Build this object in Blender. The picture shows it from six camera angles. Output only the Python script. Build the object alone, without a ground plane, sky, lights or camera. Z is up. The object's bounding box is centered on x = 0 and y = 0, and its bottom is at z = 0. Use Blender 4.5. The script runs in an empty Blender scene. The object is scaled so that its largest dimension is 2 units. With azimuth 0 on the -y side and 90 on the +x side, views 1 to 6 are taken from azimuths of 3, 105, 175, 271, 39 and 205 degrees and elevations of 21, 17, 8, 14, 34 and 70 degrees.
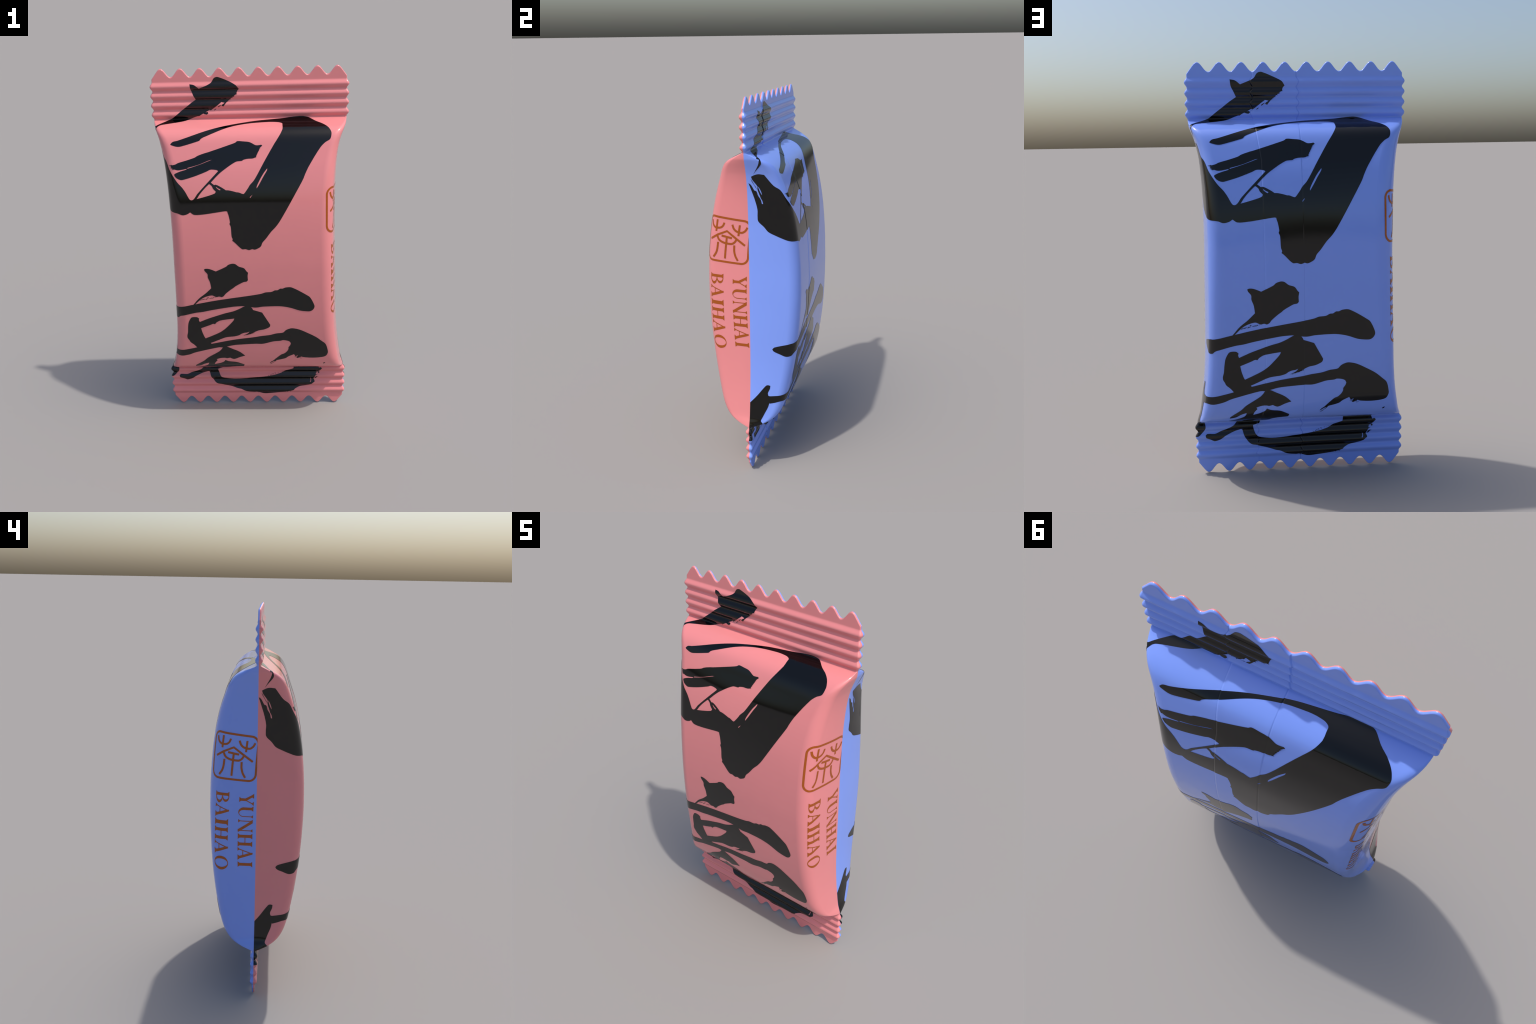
import math
import numpy as np

# ------------------------------------------------------------------ wrapper shape
# The wrapper is a pillow pack: two halves (pink front, blue back) that meet in a
# vertical side seam, with a ribbed, saw-toothed crimp seal at each end.
HALF_H = 1.0
CREST = (0.908, 0.8595, 0.811, 0.7625)      # rib crests, height above mid plane
RIB_PITCH = 0.0485
RIB_Y, RIB_X = 0.0118, 0.0118
RIB_BACK = 0.0102
SEAL_D = 0.0074                              # half thickness of the crimp
SEAL_END = 0.738                             # crimp begins here (from mid plane)
TOOTH = 0.102
FLAP = (-0.003, 0.2055)                      # overlapping flap on the back (x range)


def pchip(xs, ys):
    xs = np.array(xs, float); ys = np.array(ys, float)
    h = np.diff(xs); dl = np.diff(ys) / h
    m = np.zeros_like(ys)
    for i in range(1, len(xs) - 1):
        if dl[i - 1] * dl[i] > 0:
            w1 = 2 * h[i] + h[i - 1]; w2 = h[i] + 2 * h[i - 1]
            m[i] = (w1 + w2) / (w1 / dl[i - 1] + w2 / dl[i])
    m[0], m[-1] = dl[0], dl[-1]

    def f(x):
        x = np.clip(x, xs[0], xs[-1])
        i = np.clip(np.searchsorted(xs, x) - 1, 0, len(xs) - 2)
        t = (x - xs[i]) / h[i]
        return ((1 + 2 * t) * (1 - t) ** 2 * ys[i] + t * (1 - t) ** 2 * h[i] * m[i]
                + t * t * (3 - 2 * t) * ys[i + 1] + t * t * (t - 1) * h[i] * m[i + 1])
    return f


def eased(f, body=0.022, ends=0.003):
    """round off the joints of a profile curve: softly along the body, less at the shoulders"""
    u = np.linspace(-1, 1, 4001)
    v = f(u)
    k = np.arange(-200, 201) * (u[1] - u[0])

    def blur(s):
        g = np.exp(-0.5 * (k / s) ** 2)
        return np.convolve(np.pad(v, 200, mode='edge'), g / g.sum(), mode='valid')
    m = np.clip((0.66 - np.abs(u)) / 0.10, 0, 1)
    m = m * m * (3 - 2 * m)
    w = m * blur(body) + (1 - m) * blur(ends)
    return lambda x: np.interp(x, u, w)


# half depth at the face's edges: the foot is boxy, the head slopes
DEPTH = eased(pchip([-1, -.75, -.739, -.735, -.728, -.715, -.70, -.68, -.65, -.60, -.5, -.4, -.3, -.2, -.1,
               0, .1, .2, .3, .4, .5, .59, .64, .665, .685, .70, .715, .728, .735, .739, .75, 1.0],
              [SEAL_D, SEAL_D, SEAL_D, .010, .028, .069, .104, .131, .153, .173, .196, .2135, .227, .237, .243,
               .246, .2445, .239, .228, .2115, .188, .159, .140, .126, .108, .087, .057, .027, .012, SEAL_D, SEAL_D, SEAL_D]))
BULGE = eased(pchip([-1, -.74, -.70, -.6, -.4, -.1, 0, .2, .35, .5, .6, .68, .72, .74, 1.0],
              [0, 0, .002, .002, .001, .002, .003, .005, .009, .007, .002, .002, .002, 0, 0]))
SHIFT = -0.004                               # the seam lies a little in front of the middle
DEPTH_SCALE = {-1: 0.980, 1: 1.004}          # front / back half
SKEW = {-1: 0.008, 1: 0.034}                 # the filling sits a little deeper on the right
BACK_FILL = pchip([-1, -.74, -.70, -.55, -.35, -.1, .2, .4, .6, .70, .74, 1], [0, 0, .001, .003, .002, 0, 0, .003, .0065, .004, 0, 0])
# half width at the side seam, from bottom to top, for the right and the left side
HEIGHTS = [-1, -.735, -.71, -.68, -.62, -.55, -.45, -.35, -.2, 0, .2, .35, .45, .55, .62, .66, .69, .71, .735, 1.0]
WIDTH_R = eased(pchip(HEIGHTS, [.508, .508, .502, .493, .4835, .4745, .4655, .460, .4565, .4535, .450, .450, .4535, .4615, .474, .487, .499, .506, .508, .508]))
WIDTH_L = eased(pchip(HEIGHTS, [.508, .508, .500, .487, .474, .463, .454, .4495, .447, .4495, .4515, .454, .459, .468, .480, .490, .500, .506, .508, .508]))
TAPER_R = 0.10
TAPER_L = pchip([-1, -.3, .2, 1], [.07, .08, .135, .135])
BOW = 0.004
RADIUS = pchip([0, .5, .65, .70, .735, 1.0], [.06, .055, .045, .03, .0035, .0035])


def rib(h):
    g = (0.5 + 0.5 * np.cos(2 * np.pi * (h - CREST[0]) / RIB_PITCH)) ** 0.85
    lo, hi = CREST[3] - RIB_PITCH / 2, CREST[0] + RIB_PITCH / 2
    return np.where((h > lo) & (h < hi), g, 0.0)


def rim(x):
    """height of the saw-toothed edge above the mid plane at x"""
    ax = np.abs(x)
    mid, amp = HALF_H - 0.0215, 0.0215
    z = mid + amp * np.cos(2 * np.pi * (ax - 4.5 * TOOTH) / TOOTH)
    q = 4.5 * TOOTH + TOOTH / 4
    slope = amp * 2 * np.pi / TOOTH
    return np.where(ax > q, mid - slope * (ax - q), z)


def section(h, right, side):
    """cross-section parameters at height h above / below the mid plane"""
    ah = np.abs(h)
    rb = rib(ah)
    k = np.where(ah < .74, DEPTH_SCALE[side], 1.0)
    ry = RIB_Y if side < 0 else RIB_BACK
    d = DEPTH(h) * k + ry * rb + (BACK_FILL(h) if side > 0 else 0.0)
    w0 = np.where(right, WIDTH_R(h), WIDTH_L(h)) + RIB_X * rb
    wf = w0 - np.where(right, TAPER_R, TAPER_L(h)) * np.maximum(d - SEAL_D - ry * rb, 0)
    soft = np.where(right, 1.0, 1.05 + .45 * np.clip((h + .35) / .4, 0, 1)) if side > 0 else 1.0   # rounder edge, high up on the back
    r = np.minimum(RADIUS(ah) * soft, 0.6 * d)
    r = np.where(ah > 0.735, 0.6 * d, r)
    return d, w0, wf, r, BULGE(h)


def spans(h, right, side):
    d, w0, wf, r, b = section(h, right, side)
    wall = np.hypot(d, w0 - wf)
    a1 = wf - r
    a2 = a1 + 1.6 * r
    a3 = a2 + (wall - r)
    return a1, a2, a3


def flap_edges(h):
    g = rib(np.abs(h)) * RIB_X * 0.9
    k = np.interp(np.abs(h), [0, .55, .74, 1], [.855, .88, 1, 1])
    return FLAP[0] - g, FLAP[1] * k + g


def flap_lift(x, h):
    """the flap glued down the back: slightly raised, with a crease along its edges"""
    e0, e1 = flap_edges(h)
    s = lambda t: 1 / (1 + np.exp(-np.clip(t, -40, 40)))
    up = s((x - e0) / 0.0012) * s((e1 - x) / 0.0012)
    crease = np.exp(-((x - e0) / 0.0025) ** 2) + np.exp(-((x - e1) / 0.0025) ** 2)
    k = np.clip((np.abs(h) - 0.70) / 0.04, 0, 1)           # plainer on the pouch than on the crimps
    return (0.0014 + 0.0012 * k) * up - (0.0011 + 0.0016 * k) * crease


def surf(a, h, side=-1):
    """point on one half: a = distance across the sheet from its middle line,
    counted to the right as one looks at that half; h = height from the mid plane.
    side -1 is the front, +1 the back.  Returns x, y (before SHIFT), height."""
    d, w0, wf, r, b = section(h, (a >= 0) == (side < 0), side)
    sg = np.sign(a); aa = np.abs(a)
    wall = np.hypot(d, w0 - wf)
    a1 = wf - r; a2 = a1 + 1.6 * r; a3 = a2 + np.maximum(wall - r, 1e-6)
    aa = np.minimum(aa, a3)
    # face
    xf = np.minimum(aa, a1)
    yf = d + b * (1 - (xf / wf) ** 2)
    # wall unit vector from face corner to seam
    ux, uy = (w0 - wf) / wall, -d / wall
    c0x, c0y = a1, d + b * (1 - (a1 / wf) ** 2)
    c2x, c2y = wf + ux * r, d + uy * r
    t = np.clip((aa - a1) / (a2 - a1), 0, 1)
    wgt = 0.75
    den = (1 - t) ** 2 + 2 * wgt * t * (1 - t) + t * t
    cx = ((1 - t) ** 2 * c0x + 2 * wgt * t * (1 - t) * wf + t * t * c2x) / den
    cy = ((1 - t) ** 2 * c0y + 2 * wgt * t * (1 - t) * d + t * t * c2y) / den
    q = np.maximum(aa - a2, 0)
    sq = np.clip(q / np.maximum(a3 - a2, 1e-9), 0, 1)
    bow = BOW * np.clip(d / 0.2, 0, 1) * sq * (1 - sq) * 4 * (d > 0.02)
    wx, wy = c2x + ux * q + bow, c2y + uy * q
    x = np.where(aa <= a1, xf, np.where(aa <= a2, cx, wx))
    y = np.where(aa <= a1, yf, np.where(aa <= a2, cy, wy))
    x = x * sg
    y = np.maximum(y, 0)
    x = x * -side
    skew = SKEW[side] * (np.exp(-(h / np.where(h > 0, 0.75, 0.42)) ** 2) if side > 0 else 1.0)
    y = y * (1 + skew * x / 0.45 * np.clip((d - 0.03) / 0.1, 0, 1))
    if side > 0:
        y = y + np.where((np.abs(x) < 0.3) & (y > 0), flap_lift(x, h), 0)
    return x, side * y, h

# ------------------------------------------------------------------ print
# Brush calligraphy: control points of each stroke's two edges, in millimetres on the
# unrolled sheet (across from its middle line, up from the mid plane).
STROKES = []


def stroke(note, edge, *slits):
    STROKES.append((note, edge, slits))


stroke("short falling stroke at the top", [
    (-420, 739), (-395, 756), (-323, 811), (-281, 840), (-295, 869), (-305, 892), (-309, 920), (-285, 915),
    (-261, 897), (-200, 923), (-180, 949), (-159, 953), (-71, 913), (-53, 891), (-62, 880), (-66, 865), (-78,
    859), (-123, 820), (-147, 825), (-204, 782), (-210, 785), (-241, 769), (-265, 758), (-294, 748), (-322,
    736), (-355, 729), (-461, 718), (-478, 714), (-491, 704), (-505, 685), (-541, 650), (-558, 630), (-536,
    662), (-513, 690), (-495, 706), (-502, 710), (-484, 718)])
stroke("thin bar that opens the frame", [
    (-411, 633), (-399, 644), (-373, 650), (-259, 683), (-196, 698), (-124, 710), (-17, 722), (44, 727), (183,
    735), (263, 744), (225, 683), (172, 693), (173, 711), (169, 716), (146, 720), (87, 721), (-29, 715),
    (-126, 700), (-234, 665), (-252, 656), (-258, 649), (-275, 643), (-356, 622), (-376, 621), (-406, 629)])
stroke("broad right side of the frame", [
    (172, 714), (183, 735), (263, 744), (297, 740), (345, 722), (384, 710), (409, 697), (422, 680), (423,
    665), (416, 645), (391, 630), (365, 605), (308, 520), (287, 480), (275, 452), (243, 395), (156, 244),
    (132, 210), (105, 181), (78, 145), (59, 123), (49, 101), (31, 89), (16, 84), (4, 87), (-13, 82), (-31,
    87), (-51, 88), (-89, 125), (-101, 135), (-98, 142), (-103, 158), (-106, 211), (-112, 227), (-109, 235),
    (-115, 271), (-121, 293), (-114, 340), (-105, 379), (-67, 392), (-37, 383), (-31, 385), (-9, 414), (-1,
    427), (24, 455), (75, 541), (124, 620), (172, 693)],
       [(91, 510), (90, 501), (71, 470), (52, 437), (35, 410), (35, 419), (46, 443), (69, 482)],
       [(13, 379), (0, 362), (-2, 365), (3, 371)])
stroke("left side and floor of the frame", [
    (-571, 618), (-558, 625), (-535, 632), (-506, 629), (-470, 575), (-441, 550), (-419, 505), (-382, 449),
    (-354, 418), (-338, 395), (-317, 358), (-308, 353), (-242, 369), (-185, 387), (-178, 396), (-127, 403),
    (-99, 400), (-37, 382), (-72, 338), (-121, 293), (-130, 295), (-187, 287), (-245, 279), (-296, 277),
    (-317, 290), (-333, 280), (-358, 275), (-382, 283), (-428, 289), (-464, 302), (-498, 318), (-532, 337),
    (-550, 362), (-574, 390), (-574, 415), (-569, 450), (-573, 498), (-580, 540), (-589, 585), (-579, 577),
    (-567, 549), (-557, 545), (-553, 530), (-542, 509), (-550, 554), (-548, 570), (-567, 603)],
       [(-546, 571), (-540, 561), (-534, 540), (-533, 525), (-536, 530), (-541, 547)],
       [(-557, 536), (-538, 499), (-536, 480), (-542, 481), (-544, 502), (-552, 520)])
stroke("middle bar with its long thin flick", [
    (-410, 529), (-385, 535), (-373, 541), (-322, 555), (-284, 567), (-270, 575), (-234, 587), (-211, 593),
    (-106, 625), (-73, 636), (-62, 643), (-29, 641), (-2, 638), (13, 632), (33, 622), (50, 622), (61, 624),
    (67, 620), (53, 607), (49, 596), (39, 579), (34, 566), (19, 559), (-12, 557), (-33, 552), (-38, 548),
    (-72, 543), (-141, 500), (-173, 473), (-203, 443), (-223, 426), (-247, 402), (-264, 382), (-282, 358),
    (-302, 353), (-291, 363), (-273, 388), (-163, 500), (-172, 505), (-203, 507), (-224, 498), (-287, 475),
    (-347, 458), (-360, 457), (-376, 463), (-390, 475), (-394, 483), (-390, 488), (-363, 499), (-329, 509),
    (-326, 513), (-372, 506), (-397, 512), (-410, 519)],
       [(-323, 513), (-266, 530), (-193, 556), (-208, 553), (-266, 532), (-323, 517)])
stroke("small spur on the flick", [
    (-213, 437), (-203, 443), (-186, 430), (-179, 432), (-161, 425), (-127, 404), (-99, 379), (-179, 377),
    (-178, 397), (-192, 412), (-198, 425)],
       [(-176, 422), (-167, 415), (-153, 408), (-156, 403), (-167, 409), (-176, 417)])
stroke("dot of the lower sign", [
    (-330, -240), (-297, -202), (-258, -170), (-226, -139), (-231, -103), (-241, -75), (-242, -55), (-256,
    -36), (-259, -26), (-250, -23), (-230, -25), (-196, -39), (-140, -12), (-129, -2), (-108, 5), (-91, 3),
    (-71, -12), (-44, -22), (-30, -41), (-23, -48), (-26, -68), (-25, -92), (-32, -100), (-48, -103), (-68,
    -113), (-95, -129), (-104, -137), (-121, -149), (-151, -175), (-161, -188), (-172, -194), (-186, -190),
    (-200, -193), (-227, -183), (-277, -200), (-320, -238), (-325, -244)])
stroke("long bar", [
    (-529, -293), (-519, -282), (-438, -262), (-424, -261), (-392, -254), (-330, -240), (-210, -216), (-110,
    -200), (-10, -185), (44, -175), (68, -167), (100, -164), (119, -155), (133, -154), (148, -145), (160,
    -145), (178, -138), (211, -139), (301, -192), (313, -206), (329, -240), (333, -258), (328, -272), (318,
    -282), (304, -287), (255, -282), (209, -266), (178, -258), (140, -253), (53, -255), (18, -260), (1, -260),
    (-45, -252), (-63, -251), (-117, -255), (-231, -275), (-281, -286), (-322, -292), (-402, -313), (-415,
    -320), (-427, -330), (-456, -332), (-491, -318), (-521, -304)])
stroke("left post of the small box", [
    (-346, -322), (-332, -319), (-314, -321), (-304, -330), (-307, -338), (-303, -351), (-296, -403), (-289,
    -432), (-277, -462), (-248, -496), (-267, -525), (-329, -525), (-344, -506), (-364, -487), (-370, -474),
    (-378, -459), (-379, -444), (-374, -422), (-370, -383), (-365, -355), (-355, -333)])
stroke("roof and right side of the small box", [
    (-304, -352), (-249, -328), (-196, -309), (-158, -296), (-114, -284), (-84, -271), (-46, -251), (-24,
    -248), (-9, -264), (-3, -276), (46, -293), (89, -373), (86, -385), (78, -392), (54, -403), (22, -410),
    (-27, -433), (-68, -444), (-51, -437), (-36, -428), (-28, -417), (-42, -423), (-57, -425), (-74, -432),
    (-85, -440), (-110, -448), (-150, -453), (-170, -458), (-252, -494), (-278, -496), (-279, -463), (-242,
    -446), (-195, -422), (-168, -402), (-143, -377), (-114, -343), (-109, -330), (-185, -342), (-209, -355),
    (-218, -366), (-229, -364), (-244, -371), (-299, -393)])
stroke("cover bar with a heavy hook", [
    (-527, -554), (-518, -556), (-435, -548), (-371, -535), (-329, -524), (-251, -496), (-245, -500), (-116,
    -472), (0, -455), (37, -448), (82, -442), (121, -431), (159, -425), (175, -409), (196, -399), (214, -397),
    (248, -405), (294, -428), (341, -456), (373, -483), (397, -507), (410, -555), (409, -571), (398, -591),
    (374, -600), (324, -604), (274, -600), (260, -595), (240, -606), (232, -604), (242, -586), (226, -590),
    (219, -577), (187, -593), (169, -607), (118, -622), (115, -629), (103, -630), (79, -647), (85, -637), (99,
    -626), (120, -604), (147, -579), (164, -571), (180, -555), (188, -538), (188, -528), (198, -512), (202,
    -499), (195, -487), (180, -480), (156, -477), (144, -481), (104, -485), (45, -501), (1, -501), (-69,
    -505), (-120, -510), (-182, -525), (-207, -525), (-320, -554), (-348, -563), (-375, -575), (-405, -583),
    (-432, -587), (-466, -586), (-491, -592), (-516, -597)])
stroke("start of the cover bar, on the side wall", [
    (-620, -598), (-589, -560), (-545, -499), (-534, -495), (-522, -498), (-523, -515), (-531, -539), (-527,
    -554), (-517, -578), (-518, -597), (-522, -621), (-530, -653), (-531, -685), (-525, -696), (-490, -715),
    (-475, -738), (-470, -759), (-475, -775), (-488, -792), (-507, -806), (-540, -810), (-540, -745), (-580,
    -725), (-630, -670), (-650, -600)])
stroke("falling stroke and long sweeping foot", [
    (-182, -525), (-192, -539), (-207, -555), (-273, -600), (-297, -624), (-347, -662), (-351, -672), (-322,
    -666), (-298, -651), (-271, -641), (-273, -652), (-285, -666), (-328, -685), (-358, -694), (-294, -706),
    (-326, -752), (-358, -770), (-390, -784), (-422, -797), (-463, -797), (-471, -804), (-468, -815), (-445,
    -827), (-429, -837), (-417, -836), (-398, -828), (-372, -808), (-295, -778), (-289, -781), (-280, -810),
    (-264, -841), (-243, -858), (-214, -864), (-154, -886), (-122, -896), (-100, -900), (-65, -915), (-22,
    -922), (-6, -921), (34, -935), (76, -934), (157, -923), (216, -907), (221, -901), (249, -888), (285,
    -880), (320, -867), (331, -858), (341, -852), (341, -847), (334, -833), (337, -824), (345, -809), (351,
    -789), (367, -781), (385, -760), (379, -754), (368, -759), (350, -706), (227, -705), (215, -759), (170,
    -774), (142, -793), (53, -812), (-37, -823), (-72, -829), (-137, -833), (-185, -827), (-213, -817), (-226,
    -800), (-231, -786), (-236, -759), (-205, -751), (-178, -708), (-144, -684), (-71, -674), (-67, -659),
    (-109, -637), (-152, -630), (-175, -620), (-183, -632), (-207, -645), (-240, -655), (-234, -639), (-220,
    -621), (-225, -612), (-201, -604), (-177, -602), (-165, -605), (-146, -601), (-137, -607), (-122, -611),
    (-86, -595), (-59, -586), (-90, -557), (-131, -535), (-163, -520)],
       [(316, -829), (321, -836), (321, -846), (318, -855), (313, -852), (317, -844)])

FLECKS = [                                    # dry-brush flecks beside the strokes
    [(-244, 768), (-232, 773), (-221, 775), (-217, 769), (-225, 762), (-238, 765)],
    [(-187, 783), (-180, 789), (-174, 790), (-185, 781)],
    [(-146, 806), (-142, 813), (-133, 818), (-120, 829), (-111, 832), (-127, 815), (-136, 803)],
    [(-166, 802), (-153, 810), (-146, 812), (-162, 799)],
    [(384, -650), (390, -644), (397, -642), (394, -650), (387, -653)],
    [(343, -824), (350, -813), (365, -815), (355, -818), (349, -829), (341, -833)],
    [(-252, -197), (-247, -194), (-242, -195), (-246, -198)],
    [(360, -789), (367, -785), (371, -792), (365, -797)],
]

# Split bristles: where along an edge they leave the stroke, which way and how far they run (mm)
BRISTLES = [
    ((-409, 532), (-396, 508), (-1.0, -0.22), 16, 9),
    ((-392, 488), (-378, 463), (-1.0, -0.25), 6, 5),
    ((58, 618), (30, 563), (0.9, 0.30), 9, 6),
    ((-270, 755), (-150, 822), (0.85, 0.55), 14, 10),
    ((-66, 866), (-120, 824), (0.7, -0.1), 7, 8),
    ((-290, -210), (-205, -194), (-0.9, -0.45), 14, 9),
    ((372, -754), (318, -855), (1.0, 0.30), 18, 12),
    ((112, -628), (86, -650), (-0.9, -0.5), 14, 6),
    ((264, -604), (222, -586), (-0.8, -0.6), 14, 5),
    ((-60, -444), (0, -422), (-0.9, -0.35), 14, 6),
    ((-571, 600), (-552, 560), (-0.35, 0.95), 20, 6),
    ((0, -923), (200, -914), (0.7, -0.4), 5, 16),
    ((60, -810), (210, -762), (-0.7, 0.4), 6, 14),
]


def bristles(seed=7):
    """tapered hairs of ink along the ragged stroke ends"""
    rng = np.random.default_rng(seed)
    out = []
    for p, q, way, length, n in BRISTLES:
        p, q, way = np.array(p, float), np.array(q, float), np.array(way, float)
        way /= np.hypot(*way)
        side = np.array((-way[1], way[0]))
        for k in range(n):
            t = (k + rng.uniform(.1, .9)) / n
            base = p + (q - p) * t - way * 3.0
            L = length * rng.uniform(.35, 1.0) + 3.0
            w = rng.uniform(.7, 1.7)
            bend = side * rng.uniform(-.12, .12) * L
            out.append([tuple(base + side * w), tuple(base - side * w), tuple(base + way * L * .6 - side * w * .7 + bend * .5),
                        tuple(base + way * L + bend), tuple(base + way * L * .6 + side * w * .7 + bend * .5)])
    return out


# ------------------------------------------------------------------ seal stamp and lettering
STAMP_W = 0.0105
STAMP_FRAME = (0.398, 0.165, 0.634, 0.395, 0.036)     # left, bottom, right, top, corner radius
STAMP_STROKES = [
    [(.418, .380), (.423, .362), (.433, .349), (.449, .342), (.468, .343), (.486, .355), (.492, .372)],
    [(.452, .386), (.450, .324)],
    [(.537, .365), (.546, .345), (.566, .330), (.590, .326), (.609, .337), (.618, .355)],
    [(.577, .365), (.575, .308)],
    [(.420, .280), (.460, .306), (.511, .329), (.548, .304), (.614, .260)],
    [(.458, .303), (.469, .282), (.488, .270), (.513, .264), (.539, .263), (.556, .272), (.567, .289)],
    [(.483, .303), (.541, .294)],
    [(.513, .298), (.509, .183)],
    [(.466, .267), (.464, .236), (.459, .213), (.442, .185)],
    [(.557, .257), (.558, .231), (.565, .203), (.580, .177)],
]


def stem(u, t=0.175, v0=0.0, v1=1.0, foot=True, head=True, s=0.085):
    """upright with bracketed serifs, centred on u"""
    h = t / 2
    p = [(u - h - s, v0), (u + h + s, v0), (u + h, v0 + .13)] if foot else [(u - h, v0), (u + h, v0)]
    p += [(u + h, v1 - .13), (u + h + s, v1), (u - h - s, v1), (u - h, v1 - .13)] if head else [(u + h, v1), (u - h, v1)]
    if foot:
        p.append((u - h, v0 + .13))
    return p


def bar(u0, v0, u1, v1, t):
    du, dv = u1 - u0, v1 - v0
    k = t / 2 / math.hypot(du, dv)
    return [(u0 - dv * k, v0 + du * k), (u0 + dv * k, v0 - du * k), (u1 + dv * k, v1 - du * k), (u1 - dv * k, v1 + du * k)]


def ring(cu, cv, ru, rv, thick, thin, a0=0.0, a1=360.0, n=40):
    """bowl whose sides are thick and whose top and bottom are thin"""
    o, i = [], []
    for k in range(n + 1):
        a = math.radians(a0 + (a1 - a0) * k / n)
        c, s = math.cos(a), math.sin(a)
        o.append((cu + ru * c, cv + rv * s))
        i.append((cu + (ru - thick) * c, cv + (rv - thin) * s))
    return o + i[::-1]


THICK, HAIR = 0.175, 0.05
A_SHAPE = [bar(.115, .05, .40, .93, HAIR + .01), [(.36, 1.03), (.47, 1.03), (.78, .1), (.60, .1), (.36, .86)],
           bar(.20, .36, .62, .36, HAIR), [(.0, 0), (.25, 0), (.16, .13), (.10, .13)], [(.50, 0), (.88, 0), (.78, .12), (.60, .12)]]
LETTERS = {   # letter: (width in cap heights, list of filled shapes)
    'I': (.36, [stem(.18)]),
    'H': (.84, [stem(.18), stem(.66), bar(.2, .5, .64, .5, HAIR)]),
    'A': (.88, A_SHAPE),
    'Y': (.82, [stem(.43, v1=.5, head=False), [(.0, 1), (.34, 1), (.26, .88), (.52, .46), (.345, .42), (.09, .88)],
                bar(.47, .45, .69, .9, HAIR + .01), [(.54, 1), (.84, 1), (.72, .87), (.66, .87)]]),
    'U': (.84, [stem(.18, v0=.33, foot=False), stem(.70, t=HAIR, v0=.33, foot=False),
                [(.409 - .3165 * math.cos(k * math.pi / 20), .36 - .38 * math.sin(k * math.pi / 20)) for k in range(21)]
                + [(.4715 + .204 * math.cos(k * math.pi / 20), .36 - .32 * math.sin(k * math.pi / 20)) for k in range(21)]]),
    'N': (.90, [stem(.15, t=HAIR), stem(.76, t=HAIR), [(.04, 1), (.27, 1), (.80, .13), (.80, -.02), (.70, -.02), (.14, .88)]]),
    'B': (.80, [stem(.18), ring(.30, .745, .36, .255, .15, .05, -90, 90), ring(.30, .26, .44, .26, .17, .05, -90, 90),
                bar(.2, .025, .31, .025, HAIR), bar(.2, .975, .31, .975, HAIR), bar(.2, .505, .31, .505, HAIR)]),
    'O': (.86, [ring(.43, .5, .43, .53, .17, .05)]),
}
# word, baseline, cap height, height where each letter starts and ends
WORDS = [
    ('YUNHAI', .5560, .0765, [(.097, .034), (.031, -.036), (-.036, -.111), (-.114, -.187), (-.189, -.258), (-.265, -.296)]),
    ('BAIHAO', .4290, .0740, [(.100, .034), (.035, -.037), (-.042, -.081), (-.085, -.160), (-.161, -.234), (-.243, -.317)]),
]

# ------------------------------------------------------------------ mesh building
import bpy
from mathutils.geometry import delaunay_2d_cdt
from mathutils import Vector


def place(a, h, side, lift):
    """point and normal of the printed sheet, lifted by the thickness of the ink"""
    a3 = spans(h, (a >= 0) == (side < 0), side)[2]
    a = np.clip(a, -a3 * .9995, a3 * .9995)
    P = np.stack(surf(a, h, side), -1)
    e = 4e-4
    da = np.stack(surf(a + e, h, side), -1) - np.stack(surf(a - e, h, side), -1)
    dh = np.stack(surf(a, h + e, side), -1) - np.stack(surf(a, h - e, side), -1)
    # a step past the side seam has no length: step inwards only
    flat = np.linalg.norm(da, axis=-1) < 1e-7
    da[flat] = (1, 0, 0)
    n = np.cross(da, dh)
    n /= np.maximum(np.linalg.norm(n, axis=-1, keepdims=True), 1e-12)
    P = P + n * lift + np.array((0, SHIFT, 1.0))
    return P, n


def new_object(name, verts, faces, mat, parent, normals=None):
    me = bpy.data.meshes.new(name)
    me.from_pydata([tuple(v) for v in verts], [], [tuple(f) for f in faces])
    me.polygons.foreach_set('use_smooth', [True] * len(me.polygons))
    me.materials.append(mat)
    me.update()
    if normals is not None:
        me.normals_split_custom_set_from_vertices([tuple(n) for n in normals])
    ob = bpy.data.objects.new(name, me)
    bpy.context.collection.objects.link(ob)
    ob.parent = parent
    return ob


def soften(P, corner=42.0, step=0.003):
    """closed outline through control points: smooth runs, sharp corners kept"""
    P = np.array(P, float)
    n = len(P)
    d = np.roll(P, -1, 0) - P
    L = np.maximum(np.hypot(d[:, 0], d[:, 1]), 1e-9)
    ang = np.arctan2(d[:, 1], d[:, 0])
    turn = np.abs((ang - np.roll(ang, 1) + np.pi) % (2 * np.pi) - np.pi)
    sharp = np.degrees(turn) > corner
    out = []
    for i in range(n):
        j = (i + 1) % n
        p0, p1, p2, p3 = P[i - 1], P[i], P[j], P[(j + 1) % n]
        chord = p2 - p1
        m1 = chord if sharp[i] else (p2 - p0) * (L[i] / (L[i] + L[i - 1]))
        m2 = chord if sharp[j] else (p3 - p1) * (L[i] / (L[i] + L[j]))
        k = max(1, int(L[i] / step))
        for q in range(k):
            t = q / k
            out.append((2 * t ** 3 - 3 * t * t + 1) * p1 + (t ** 3 - 2 * t * t + t) * m1
                       + (3 * t * t - 2 * t ** 3) * p2 + (t ** 3 - t * t) * m2)
    return np.array(out)


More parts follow.
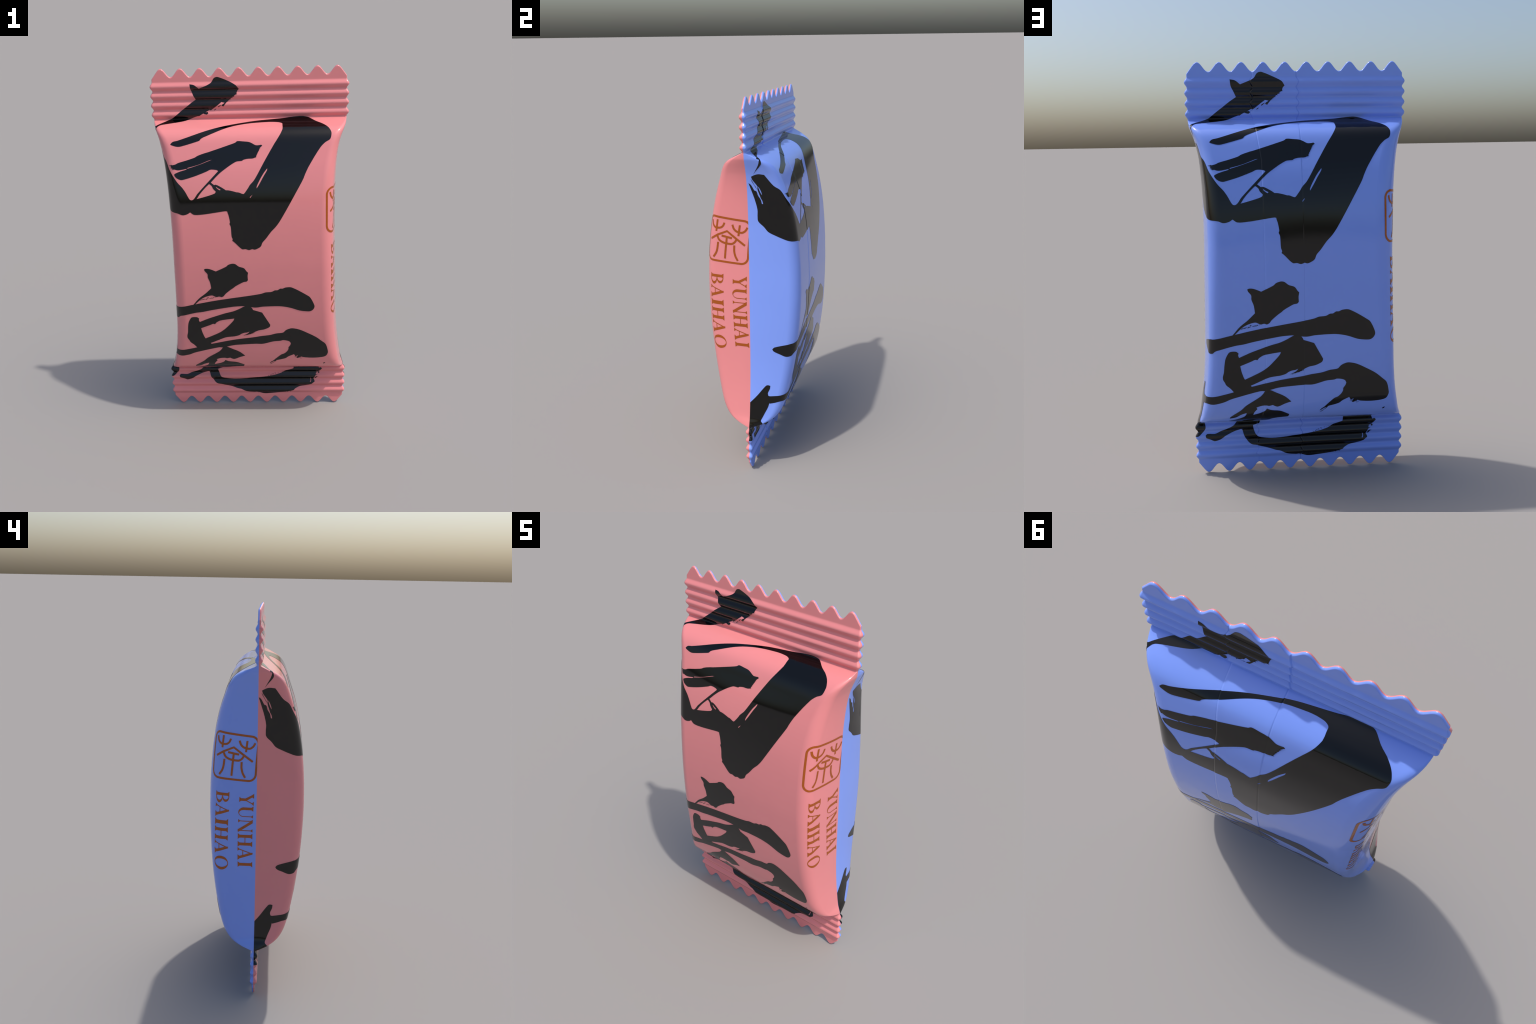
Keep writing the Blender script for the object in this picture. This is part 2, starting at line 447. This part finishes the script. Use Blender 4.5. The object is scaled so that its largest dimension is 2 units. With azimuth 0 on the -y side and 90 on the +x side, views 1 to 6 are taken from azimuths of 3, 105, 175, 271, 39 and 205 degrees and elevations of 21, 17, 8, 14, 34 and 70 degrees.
def split_long(P, step):
    out = []
    for p, q in zip(P, np.roll(P, -1, 0)):
        k = max(1, int(math.ceil(math.hypot(*(q - p)) / step)))
        out += [p + (q - p) * t / k for t in range(k)]
    return np.array(out)


def inside(P, loops):
    r = np.zeros(len(P), bool)
    for L in loops:
        x0, y0 = L[:, 0], L[:, 1]
        x1, y1 = np.roll(x0, -1), np.roll(y0, -1)
        for a, b, c, d in zip(x0, y0, x1, y1):
            if b == d:
                continue
            hit = ((b > P[:, 1]) != (d > P[:, 1])) & (P[:, 0] < (c - a) * (P[:, 1] - b) / (d - b) + a)
            r ^= hit
    return r


def grid_points(lo, hi, fine=None):
    hs = [h for h in FILL_ROWS if lo[1] < h < hi[1]]
    pts = []
    for h in hs:
        st = fine or (.006 if abs(h) > .69 else .010)
        pts.append(np.stack([np.arange(lo[0] + st * .37, hi[0], st), np.full(len(np.arange(lo[0] + st * .37, hi[0], st)), h)], 1))
    return np.concatenate(pts) if pts else np.zeros((0, 2))


FILL_ROWS = sorted(set([round(v, 4) for v in np.concatenate([np.arange(0, .60, .012), np.arange(.60, .70, .006), np.arange(.70, .745, .002), np.arange(.745, .96, .0028)])]
                       + [-round(v, 4) for v in np.concatenate([np.arange(.012, .60, .012), np.arange(.60, .70, .006), np.arange(.70, .745, .002), np.arange(.745, .96, .0028)])]))


def flap_columns(lo, hi):
    """extra points along the flap's edges, so that ink on the back follows its crease"""
    hs = np.array([h for h in np.arange(-.95, .95, .004) if lo[1] < h < hi[1]])
    out = [np.stack([-e + o + 0 * hs, hs], 1) for e in flap_edges(hs) for o in CREASE_STEPS]
    return np.concatenate(out)


CREASE_STEPS = (-.009, -.006, -.0042, -.003, -.002, -.001, 0, .001, .002, .003, .0042, .006, .009)


def refine_at_flap(L):
    out = []
    for p, q in zip(L, np.roll(L, -1, 0)):
        near = min(np.min(np.abs(np.array(flap_edges(np.array(r[1]))) + r[0])) for r in (p, q))
        k = max(1, int(math.ceil(math.hypot(*(q - p)) / (.001 if near < .012 else 1.0))))
        out += [p + (q - p) * t / k for t in range(k)]
    return np.array(out)


def fill(loops, back=False):
    """triangulate the area inside the loops (holes by even-odd), with rows of inner points"""
    if back:
        loops = [refine_at_flap(L) for L in loops]
    allp = np.concatenate(loops)
    g = grid_points(allp.min(0), allp.max(0))
    if back:
        g = np.concatenate([g, flap_columns(allp.min(0), allp.max(0))])
    if len(g):
        g = g[inside(g, loops)]
    pts = [Vector(p) for p in allp] + [Vector(p) for p in g]
    edges, k = [], 0
    for L in loops:
        edges += [(k + i, k + (i + 1) % len(L)) for i in range(len(L))]
        k += len(L)
    v, _, f, *_ = delaunay_2d_cdt(pts, edges, [], 0, 1e-6)
    V = np.array([(p.x, p.y) for p in v])
    F = np.array([t for t in f if len(t) == 3])
    F = F[inside(V[F].mean(1), loops)]
    used = np.unique(F)
    m = np.full(len(V), -1)
    m[used] = np.arange(len(used))
    return V[used], m[F]


def print_shapes(shapes, side, lift):
    """lay flat ink shapes (lists of loops) onto one half; returns verts, faces, normals"""
    VV, FF, NN, k = [], [], [], 0
    for i, (V, F) in enumerate(shapes):
        P, n = place(V[:, 0], V[:, 1], side, lift + i * 4e-5)
        A = P[F]
        area = np.linalg.norm(np.cross(A[:, 1] - A[:, 0], A[:, 2] - A[:, 0]), axis=1)
        face_n = np.cross(A[:, 1] - A[:, 0], A[:, 2] - A[:, 0])
        F = F[area > 2e-9]
        VV.append(P); FF.append(F + k); NN.append(n); k += len(V)
    return np.concatenate(VV), np.concatenate(FF), np.concatenate(NN)


def ribbon(points, width, closed=False):
    """flat ribbon of even width along a smooth centre line"""
    P = np.array(points, float)
    if not closed and len(P) > 2:
        t = np.concatenate([[0], np.cumsum(np.hypot(*np.diff(P, axis=0).T))])
        q = np.linspace(0, t[-1], max(8, int(t[-1] / .006)))
        fx, fy = pchip(t, P[:, 0]), pchip(t, P[:, 1])
        if len(P) != 5:
            P = np.stack([fx(q), fy(q)], 1)
    d = np.gradient(P, axis=0) if not closed else np.roll(P, -1, 0) - np.roll(P, 1, 0)
    d /= np.hypot(d[:, 0], d[:, 1])[:, None]
    n = np.stack([-d[:, 1], d[:, 0]], 1) * width / 2
    if closed:
        return [split_long(P + n, .006), split_long(P - n, .006)]
    return [split_long(np.concatenate([P + n, (P - n)[::-1]]), .006)]


def rounded_frame(l, b, r, t, rad, n=8):
    out = []
    for cx, cy, a0 in ((r - rad, t - rad, 0), (l + rad, t - rad, 90), (l + rad, b + rad, 180), (r - rad, b + rad, 270)):
        out += [(cx + rad * math.cos(math.radians(a0 + 90 * k / n)), cy + rad * math.sin(math.radians(a0 + 90 * k / n))) for k in range(n + 1)]
    mid, c = (b + t) / 2, (l + r) / 2           # the stamp sits a little askew, its top edge most
    return [(x, y - (x - c) * (.085 if y > mid else .04)) for x, y in out]


# ------------------------------------------------------------------ materials
def film(name, colour, roughness, grain=0.0):
    m = bpy.data.materials.new(name)
    m.use_nodes = True
    nt = m.node_tree
    b = nt.nodes['Principled BSDF']
    b.inputs['Roughness'].default_value = roughness
    b.inputs['IOR'].default_value = 1.5
    co = nt.nodes.new('ShaderNodeTexCoord')
    no = nt.nodes.new('ShaderNodeTexNoise')
    no.inputs['Scale'].default_value = 3.0
    no.inputs['Detail'].default_value = 3.0
    ramp = nt.nodes.new('ShaderNodeValToRGB')
    ramp.color_ramp.elements[0].color = (*[c * (1 - grain) for c in colour], 1)
    ramp.color_ramp.elements[1].color = (*[min(1, c * (1 + grain)) for c in colour], 1)
    ramp.color_ramp.elements[0].position = .3
    ramp.color_ramp.elements[1].position = .7
    nt.links.new(co.outputs['Object'], no.inputs['Vector'])
    nt.links.new(no.outputs['Fac'], ramp.inputs['Fac'])
    nt.links.new(ramp.outputs['Color'], b.inputs['Base Color'])
    return m


PINK = film('pink_film', (0.738, 0.243, 0.251), 0.10, 0.01)
BLUE = film('blue_film', (0.204, 0.328, 0.868), 0.10, 0.01)
INK = film('black_ink', (0.0004, 0.0004, 0.0004), 0.08)
COPPER = film('copper_brown_print', (0.35, 0.077, 0.003), 0.10)

# ------------------------------------------------------------------ the two sheets


def face_columns(a0, a1, side, h):
    """positions across the flat face; on the back they gather at the flap's two edges"""
    if side < 0:
        return np.concatenate([np.linspace(a0, 0, NF, endpoint=False), np.linspace(0, a1, NF + 1)])
    e0, e1 = flap_edges(h)
    k = [a0, -e1 - .006, -e1, -e1 + .006, -e0 - .006, -e0, -e0 + .006, a1]
    n = COLS
    return np.concatenate([np.linspace(k[i], k[i + 1], n[i], endpoint=False) for i in range(7)] + [[a1]])


NF, NC, NW = 210, 12, 16
COLS = [130, 8, 8, 80, 8, 8, 178]
assert sum(COLS) == 2 * NF
BASE = 0.936


def build_half(side, mat, names, parent):
    pos = np.array(sorted(set(np.round(np.concatenate([np.arange(0, .60, .012), np.arange(.60, .70, .005),
                                                       np.arange(.70, .745, .0018), np.arange(.745, .934, .0026)]), 5))))
    rim_f = np.concatenate([np.linspace(0, .85, 14), 1 - .15 * (1 - np.sin(np.linspace(0, np.pi / 2, 9)[1:]))])
    rows = [(-1, 1, f) for f in rim_f[::-1]] + [(-1, 0, v) for v in pos[::-1]] + [(1, 0, v) for v in pos[1:]] + [(1, 1, f) for f in rim_f]
    V = []
    for sgn, is_rim, v in rows:
        h0 = (BASE if is_rim else v) * sgn
        ends, edge = [], []
        for sg in (-1, 1):
            a1, a2, a3 = [float(q) for q in spans(np.array(h0), (sg > 0) == (side < 0), side)]
            edge.append(sg * a1)
            ends.append(sg * np.concatenate([a1 + (a2 - a1) * np.arange(1, NC + 1) / NC, a2 + (a3 - a2) * np.arange(1, NW + 1) / NW]))
        a = np.concatenate([ends[0][::-1], face_columns(*edge, side, h0), ends[1]])
        x, y, h = surf(a, np.full_like(a, h0), side)
        if is_rim:
            top = rim(np.clip(x, -.508, .508))
            hh = BASE + v * (top - BASE)
            ed = np.clip((top - hh) / .007, 0, 1)
            y = y * np.sqrt(1 - (1 - ed) ** 2)
            h = sgn * hh
        V.append(np.stack([x, y + SHIFT, 1 + h], 1))
    V = np.array(V)
    R, C, _ = V.shape
    idx = np.arange(R * C).reshape(R, C)
    Q = np.stack([idx[:-1, :-1], idx[:-1, 1:], idx[1:, 1:], idx[1:, :-1]], -1)
    P = V.reshape(-1, 3)
    # normals of the whole half, shared by the pieces it is split into
    q = Q.reshape(-1, 4)
    fn = np.cross(P[q[:, 2]] - P[q[:, 0]], P[q[:, 3]] - P[q[:, 1]])
    N = np.zeros_like(P)
    for k in range(4):
        np.add.at(N, q[:, k], fn)
    N /= np.maximum(np.linalg.norm(N, axis=1, keepdims=True), 1e-15)
    hrow = np.array([s * (BASE if r else v) for s, r, v in rows])
    mid = (hrow[:-1] + hrow[1:]) / 2
    region = np.zeros((R - 1, C - 1), int)
    region[mid > SEAL_END] = 1
    region[mid < -SEAL_END] = 2
    if side > 0:
        c0 = NC + NW + COLS[0] + COLS[1]
        c1 = c0 + sum(COLS[2:5])
        region[:, c0:c1][region[:, c0:c1] == 0] = 3
    made = []
    for k, nm in enumerate(names):
        f = Q[region == k]
        used = np.unique(f)
        m = np.full(len(P), -1)
        m[used] = np.arange(len(used))
        made.append(new_object(nm, P[used], m[f], mat, parent if k == 0 else made[0], N[used]))
    return made[0]


def flat_print(back):
    strokes = []
    for note, edge, slits in STROKES:
        loops = [soften(np.array(edge) / 1000.0)] + [soften(np.array(s) / 1000.0) for s in slits]
        strokes.append(fill(loops, back))
    flecks = [fill([soften(np.array(f) / 1000.0)], back) for f in FLECKS + bristles()]
    stamp = [fill(ribbon(rounded_frame(*STAMP_FRAME), STAMP_W, True))] + [fill(ribbon(s, STAMP_W)) for s in STAMP_STROKES]
    letters = []
    for word, base, cap, places in WORDS:
        for ch, (h0, h1) in zip(word, places):
            w, shapes = LETTERS[ch]
            got = []
            for s in shapes:
                p = np.array(s, float)
                flat = np.stack([base + p[:, 1] * cap, h0 + p[:, 0] / w * (h1 - h0)], 1)
                got.append(fill([split_long(flat, .006)]))
            letters.append(got)
    return strokes, flecks, stamp, letters


root = bpy.data.objects.new('wrapped_candy', None)
bpy.context.collection.objects.link(root)
root['label'] = 'pink and blue crimped candy packet with black brush calligraphy'
root['category'] = 'candy wrapper'

for side, mat, names in ((-1, PINK, ('front_sheet', 'crimp_seal', 'crimp_seal')),
                         (1, BLUE, ('back_sheet', 'crimp_seal', 'crimp_seal', 'glued_flap'))):
    sheet = build_half(side, mat, names, root)
    strokes, flecks, stamp, letters = flat_print(side > 0)
    if side > 0:                                   # stamp and words keep their distance from the seam
        at = np.array(.1)
        slide = float(spans(at, False, 1)[2] - spans(at, True, -1)[2])
        for V, _ in stamp + [piece for word in letters for piece in word]:
            V[:, 0] += slide
    for i, s in enumerate(strokes):
        V, F, N = print_shapes([s], side, 8e-4 + i * 3e-5)
        new_object('brush_stroke', V, F, INK, sheet, N)
    V, F, N = print_shapes(flecks, side, 8e-4)
    new_object('ink_flecks', V, F, INK, sheet, N)['kind'] = 'stuff'
    V, F, N = print_shapes(stamp, side, 8e-4)
    new_object('seal_stamp', V, F, COPPER, sheet, N)
    for s in letters:
        V, F, N = print_shapes(s, side, 8e-4)
        new_object('letter', V, F, COPPER, sheet, N)
